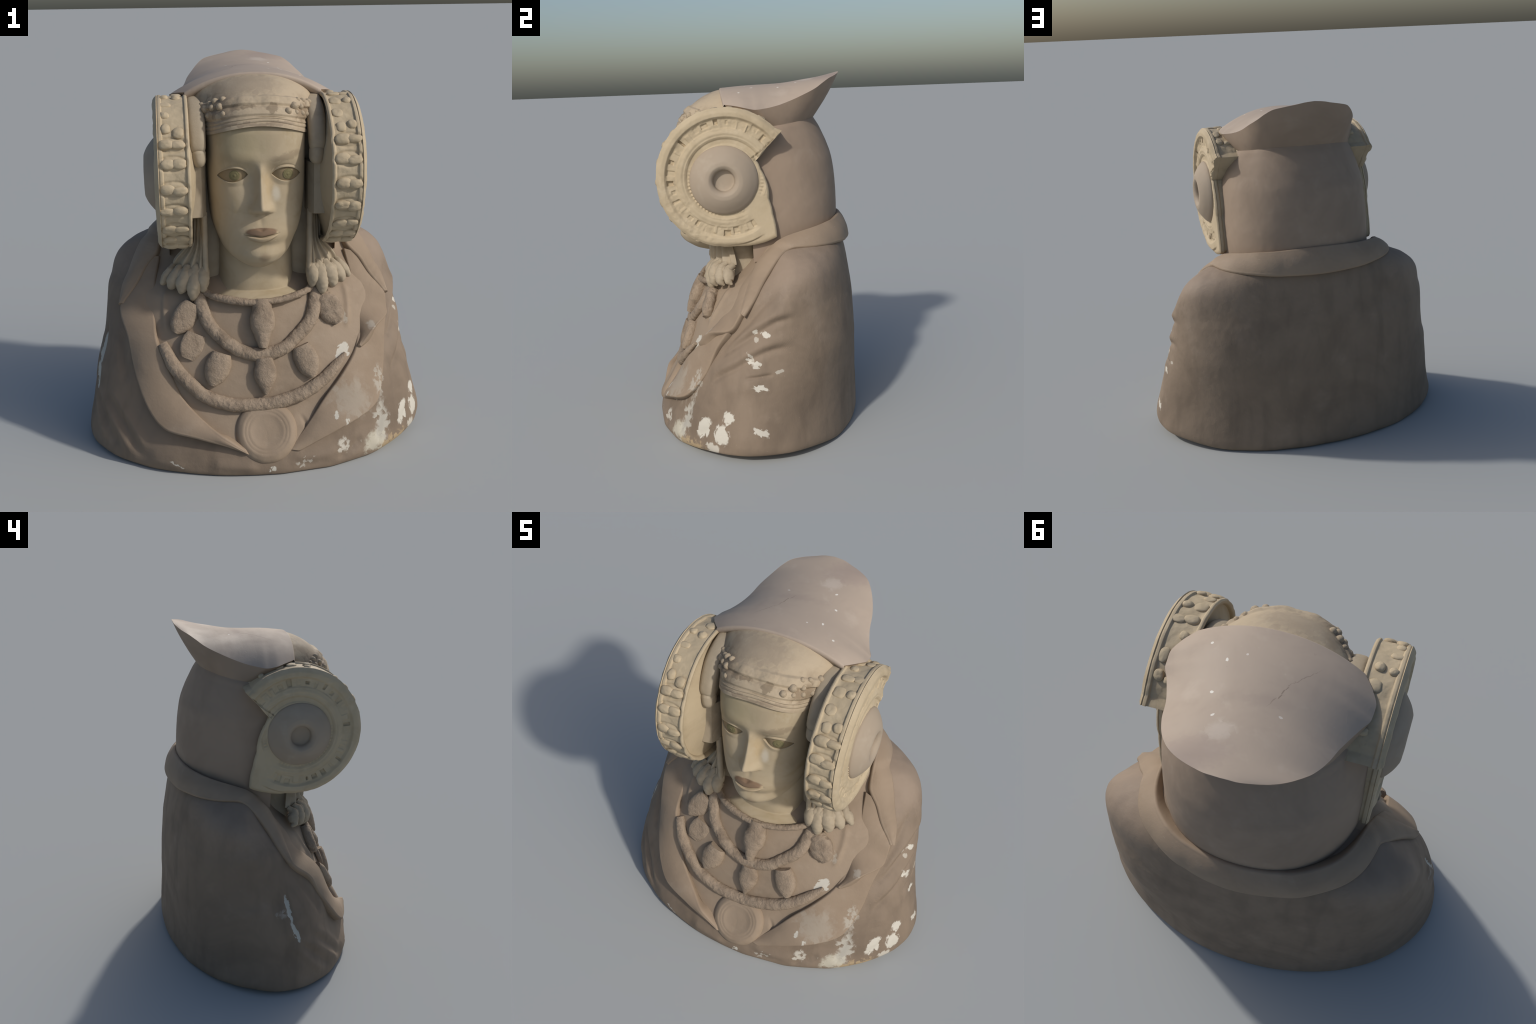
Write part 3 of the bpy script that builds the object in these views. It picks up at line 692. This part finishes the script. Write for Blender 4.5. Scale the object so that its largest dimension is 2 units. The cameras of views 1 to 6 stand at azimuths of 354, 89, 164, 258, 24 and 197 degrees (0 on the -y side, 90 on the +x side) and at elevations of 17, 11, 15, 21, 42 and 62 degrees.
    bc = curve([(p[0], p[1], 0) for p in prof], 70)
    b = np.linspace(0, 2 * np.pi, 128, endpoint=False)
    B = np.stack([np.broadcast_to(bc[:, 1], (128, 70)), -.135 + np.cos(b)[:, None] * bc[:, 0], 1.442 + np.sin(b)[:, None] * bc[:, 0]], -1).copy()
    B[..., 0] += 0.0012 * noise(B, 14, seed)
    B *= np.array([sx, 1, 1])
    grid_object("boss", B, MAT_BOSS, closed_u=True, flip=(sx > 0), parent=disc)
    # paired lugs round the drum
    for a0 in lug_a:
        kidney = a0 > np.radians(145)
        parts = []
        for o_ in (-.027, .027):
            if not kidney and g.random() < .25: continue
            aa = a0 + g.normal(0, .010 if kidney else .03)
            nrm = np.array([0, math.cos(aa), math.sin(aa)]); tan = np.array([0, -math.sin(aa), math.cos(aa)])
            if kidney: r3 = (0.036 * g.uniform(.92, 1.08), 0.023 * g.uniform(.85, 1.2), 0.017 * g.uniform(.8, 1.15))
            else: r3 = (0.028 * g.uniform(.7, 1.2), 0.024 * g.uniform(.7, 1.3), 0.013 * g.uniform(.6, 1.2))
            c = np.array([.405 + o_ + g.normal(0, .003), DC[0], DC[1]]) + nrm * (DR - .008)
            G_ = ellipsoid((0, 0, 0), (1, 1, 1), 24, 14)
            G_ = np.sign(G_) * np.abs(G_) ** .85
            G_ = G_ + (0.18 * noise(G_, 1.7, int(g.integers(999)), 2))[..., None] * G_
            G_ = c + G_[..., [0]] * r3[0] * np.array([1, 0, 0]) + G_[..., [1]] * r3[1] * tan + G_[..., [2]] * r3[2] * nrm
            parts.append(G_ * np.array([sx, 1, 1]))
        if not parts: continue
        fs = grid_faces(24, 14, True); fs = fs[:, ::-1] if sx < 0 else fs
        make_mesh("lug", np.concatenate([q.reshape(-1, 3) for q in parts]), np.concatenate([fs + 24 * 14 * i for i in range(len(parts))]), MAT_DISC, parent=disc)
    return disc
build_disc(1, 21); build_disc(-1, 22)

# ------------------------------------------------------------------ temple rolls, plaques, rods, tassels
def tube(name, pts, rad, mat, n=90, m=28, flat=None, rel=0.0, seed=0, parent=None, expo=2.0, up=(0, -1, 0), fn=None):
    """tube through points; rad: list of (side, depth) radii at the control points"""
    pts = np.asarray(pts, float); c = curve(pts, n)
    s = np.concatenate([[0], np.cumsum(np.linalg.norm(np.diff(pts, axis=0), axis=1))]); t = np.linspace(0, s[-1], n)
    rad = np.asarray(rad, float)
    ra, rb = pchip(s, rad[:, 0], t), pchip(s, rad[:, 1], t)
    T = np.gradient(c, axis=0); T /= np.linalg.norm(T, axis=1, keepdims=True)
    U = np.asarray(up, float); U = np.broadcast_to(U, c.shape) if U.ndim == 1 else curve(U, n)
    U = U - T * (U * T).sum(1, keepdims=True); U /= np.linalg.norm(U, axis=1, keepdims=True)
    S = np.cross(T, U)
    a = np.linspace(0, 2 * np.pi, m, endpoint=False)
    ca_, sa_ = np.cos(a), np.sin(a); k = (np.abs(ca_) ** expo + np.abs(sa_) ** expo) ** (-1 / expo)
    G = c[:, None] + S[:, None] * (ra[:, None] * ca_ * k)[..., None] + U[:, None] * (rb[:, None] * sa_ * k)[..., None]
    if fn is not None: G = fn(G, c[:, None], t / s[-1], a)
    if rel: G = G + (rel * (.45 * noise(G, 20, seed, 2) + .3 * noise(G, 80, seed + 3, 2)))[..., None] * ((G - c[:, None]) / np.maximum(np.linalg.norm(G - c[:, None], axis=-1, keepdims=True), 1e-6))
    G = np.transpose(G, (1, 0, 2))
    return grid_object(name, G, mat, closed_u=True, caps=('v0', 'v1'), sharp=60, parent=parent)

for sx in (-1, 1):
    M_ = np.array([sx, 1, 1])
    # cushion at the temple, following the inside of the disc, and the scroll under it
    tube("temple_roll", np.array([(.288, -.04, 1.795), (.288, -.13, 1.772), (.288, -.215, 1.725), (.287, -.275, 1.65), (.286, -.292, 1.60), (.285, -.288, 1.572)]) * M_,
         [(.042, .035), (.046, .040), (.046, .048), (.042, .048), (.040, .046), (.034, .030)], MAT_TASSEL, expo=3.2, rel=.002)
    tube("temple_scroll", np.array([(.284, -.298, 1.590), (.284, -.300, 1.570), (.282, -.300, 1.54), (.280, -.298, 1.515), (.279, -.296, 1.505)]) * M_,
         [(.028, .026), (.037, .042), (.036, .044), (.028, .034), (.008, .010)], MAT_TASSEL, rel=.002, seed=2)
    # dark mass of hair filling the gap between face, neck and plaque
    tube("hair_mass", np.array([(.262, -.06, 1.70), (.262, -.06, 1.40), (.262, -.06, 1.10), (.275, -.05, .84)]) * M_, [(.080, .085), (.080, .085), (.085, .080), (.10, .075)], MAT_TASSEL, expo=5)
    # plaque: folded box with a front ridge
    sec = np.array([(.330, -.304), (.322, -.309), (.279, -.302), (.272, -.298), (.252, -.250), (.25, -.24), (.25, -.10), (.335, -.10)])
    zs = [1.254, 1.258, 1.30, 1.40, 1.50, 1.505]
    P = np.array([[(x * sx, y + (.006 if i in (0,) else 0), z) for i, z in enumerate(zs)] for x, y in sec])
    grid_object("plaque", P, MAT_TASSEL, closed_u=True, flip=(sx < 0), caps=('v0', 'v1'), sharp=35)
    # hanging rod and the fluted ribbons behind it
    tube("rod", np.array([(.263, -.238, 1.27), (.262, -.232, 1.15), (.262, -.224, 1.03), (.262, -.220, .96)]) * M_, [(.016, .018), (.015, .018), (.014, .018), (.014, .018)], MAT_TASSEL)
    n1, n2 = 60, 70
    U, T = np.meshgrid(np.linspace(0, 1, n1), np.linspace(0, 1, n2), indexing='ij')
    flare = smooth(.45, 1.0, T) ** 1.3
    xx = .272 + .055 * U * (1 - flare) + .150 * U * flare
    yy = -.228 + .085 * U * (1 - flare) + .110 * U ** 1.3 * flare + .012 * T
    zz_ = 1.275 - (.335 - .02 * U) * T
    flu = .010 * np.sin(2 * np.pi * (3.3 * U - .1)) * smooth(.05, .5, T)
    R_ = np.stack([xx + flu * .4, yy - flu - .012 * flare * np.sin(np.pi * U), zz_], -1)
    R_ = np.concatenate([R_ * M_, (R_ + np.array([0, .028, .006]))[::-1] * M_], 0)
    grid_object("ribbon", R_, MAT_TASSEL, closed_u=True, flip=(sx < 0), caps=('v0', 'v1'), sharp=60)
    # tassel: a lump of fringe with pointed lobes hanging over the collar
    tube("tassel_knot", np.array([(.258, -.195, .948), (.290, -.212, .942), (.345, -.198, .932), (.405, -.160, .925), (.452, -.110, .925)]) * M_,
         [(.012, .02), (.036, .034), (.040, .040), (.038, .036), (.014, .014)], MAT_TASSEL, n=60, rel=.008, seed=44 + (sx > 0), up=(0, -1, 0))
    tips = [(.274, -.222, .848), (.330, -.222, .802), (.392, -.202, .842), (.447, -.160, .856), (.488, -.115, .868)]
    tops = [(.276, -.200, .972), (.312, -.208, .966), (.352, -.196, .958), (.392, -.165, .950), (.425, -.125, .945)]
    for j, (p1, p0) in enumerate(zip(tips, tops)):
        p0, p1 = np.array(p0), np.array(p1)
        mid = p0 * .50 + p1 * .50 + np.array([0.004, -.024, 0.010]) * (1 - .12 * j)
        lowp = p0 * .25 + p1 * .75 + np.array([0.003, -.016, 0])
        w = [.034, .036, .038, .036, .028][j]
        tube("tassel", np.stack([p0 + np.array([-.004, .02, .02]), p0 * .75 + p1 * .25 + np.array([0, -.014, .008]), mid, lowp, p1]) * M_,
             [(w * .5, .016), (w * .95, .028), (w, .034), (w * .72, .026), (.004, .004)], MAT_TASSEL, n=44, rel=.010, seed=50 + j + (sx > 0) * 9, up=(0.35 * sx * j / 4, -1, .2))

# ------------------------------------------------------------------ necklaces
chok = [(-.292, -.195, .858), (-.245, -.245, .842), (-.172, -.282, .828), (-.085, -.304, .817), (0, -.310, .812), (.085, -.304, .817), (.172, -.282, .828), (.245, -.245, .842), (.292, -.195, .858)]
tube("necklace", chok, [(.018, .018)] * 9, MAT_NECKLACE, n=320, rel=.009, seed=70, up=(0, -.4, 1))
upper = [(-.300, .855), (-.294, .818), (-.262, .713), (-.190, .636), (-.10, .577), (0, .555), (.10, .577), (.190, .636), (.262, .713), (.294, .818), (.300, .855)]
tube("necklace", [surf(x, z, .010) for x, z in upper], [(.034, .026)] * 11, MAT_NECKLACE, n=420, m=48, rel=.008, seed=71, up=(0, -1, .3))
lower = [(-.49, .60), (-.470, .565), (-.436, .506), (-.364, .428), (-.261, .355), (-.126, .318), (.008, .316), (.144, .342), (.235, .375), (.310, .420), (.375, .472), (.43, .520)]
tube("necklace", [surf(x, z, .012) for x, z in lower], [(.024, .02), (.030, .026)] + [(.034, .030)] * 7 + [(.032, .026), (.026, .02), (.01, .01)], MAT_NECKLACE, n=460, m=48, rel=.007, seed=72, up=(0, -1, .4))

def pendant(top_, bottom, widths, depth, seed, out=0.008, rel=.004, name="pendant", expo=2.4):
    ts = np.linspace(0, 1, len(widths))
    pts = [surf(top_[0] * (1 - t) + bottom[0] * t, top_[1] * (1 - t) + bottom[1] * t, out) for t in ts]
    tube(name, pts, [(w, depth * min(1, .55 + w / max(widths) * .5)) for w in widths], MAT_NECKLACE, n=60, m=36, rel=rel * 1.3, seed=seed, up=(0, -1, .25), expo=expo)
pendant((.010, .800), (.006, .590), [.048, .050, .060, .062, .058, .044, .034, .022], .046, 80, out=.02)
pendant((.010, .540), (.013, .368), [.044, .046, .056, .056, .044, .030, .012], .036, 81, out=.012)
pendant((-.33, .79), (-.425, .655), [.045, .056, .062, .064, .060, .047, .02], .036, 82)
pendant((-.32, .655), (-.375, .545), [.05, .058, .060, .052, .035], .018, 83, expo=4, out=.002)
pendant((-.20, .57), (-.255, .42), [.046, .058, .064, .064, .058, .044, .02], .036, 84)
pendant((.195, .585), (.255, .435), [.044, .055, .061, .062, .056, .042, .02], .036, 85)
pendant((.32, .80), (.405, .665), [.04, .058, .070, .070, .062, .05, .025], .036, 86, rel=.014)

# belt medallion at the foot
a = np.linspace(0, 2 * np.pi, 160, endpoint=False)
prof = [(.0005, -.004), (.05, -.003), (.078, -.001), (.084, .0015), (.090, .000), (.097, .0005), (.102, .0025), (.108, .0005), (.114, .001), (.120, .002), (.126, -.001), (.138, -.006), (.150, -.016), (.156, -.030), (.156, -.10)]
nrm = np.array([0, -.86, .51]); upv = np.array([0, .51, .86]); c0 = np.array([.004, -.530, .212])
M_ = np.stack([np.stack([c0 + np.array([1, 0, 0]) * r * math.cos(q) + upv * r * math.sin(q) + nrm * h for r, h in prof]) for q in a])
M_ += (0.0015 * noise(M_, 20, 90))[..., None] * nrm
grid_object("medallion", M_, MAT_TUNIC, closed_u=True, sharp=70)
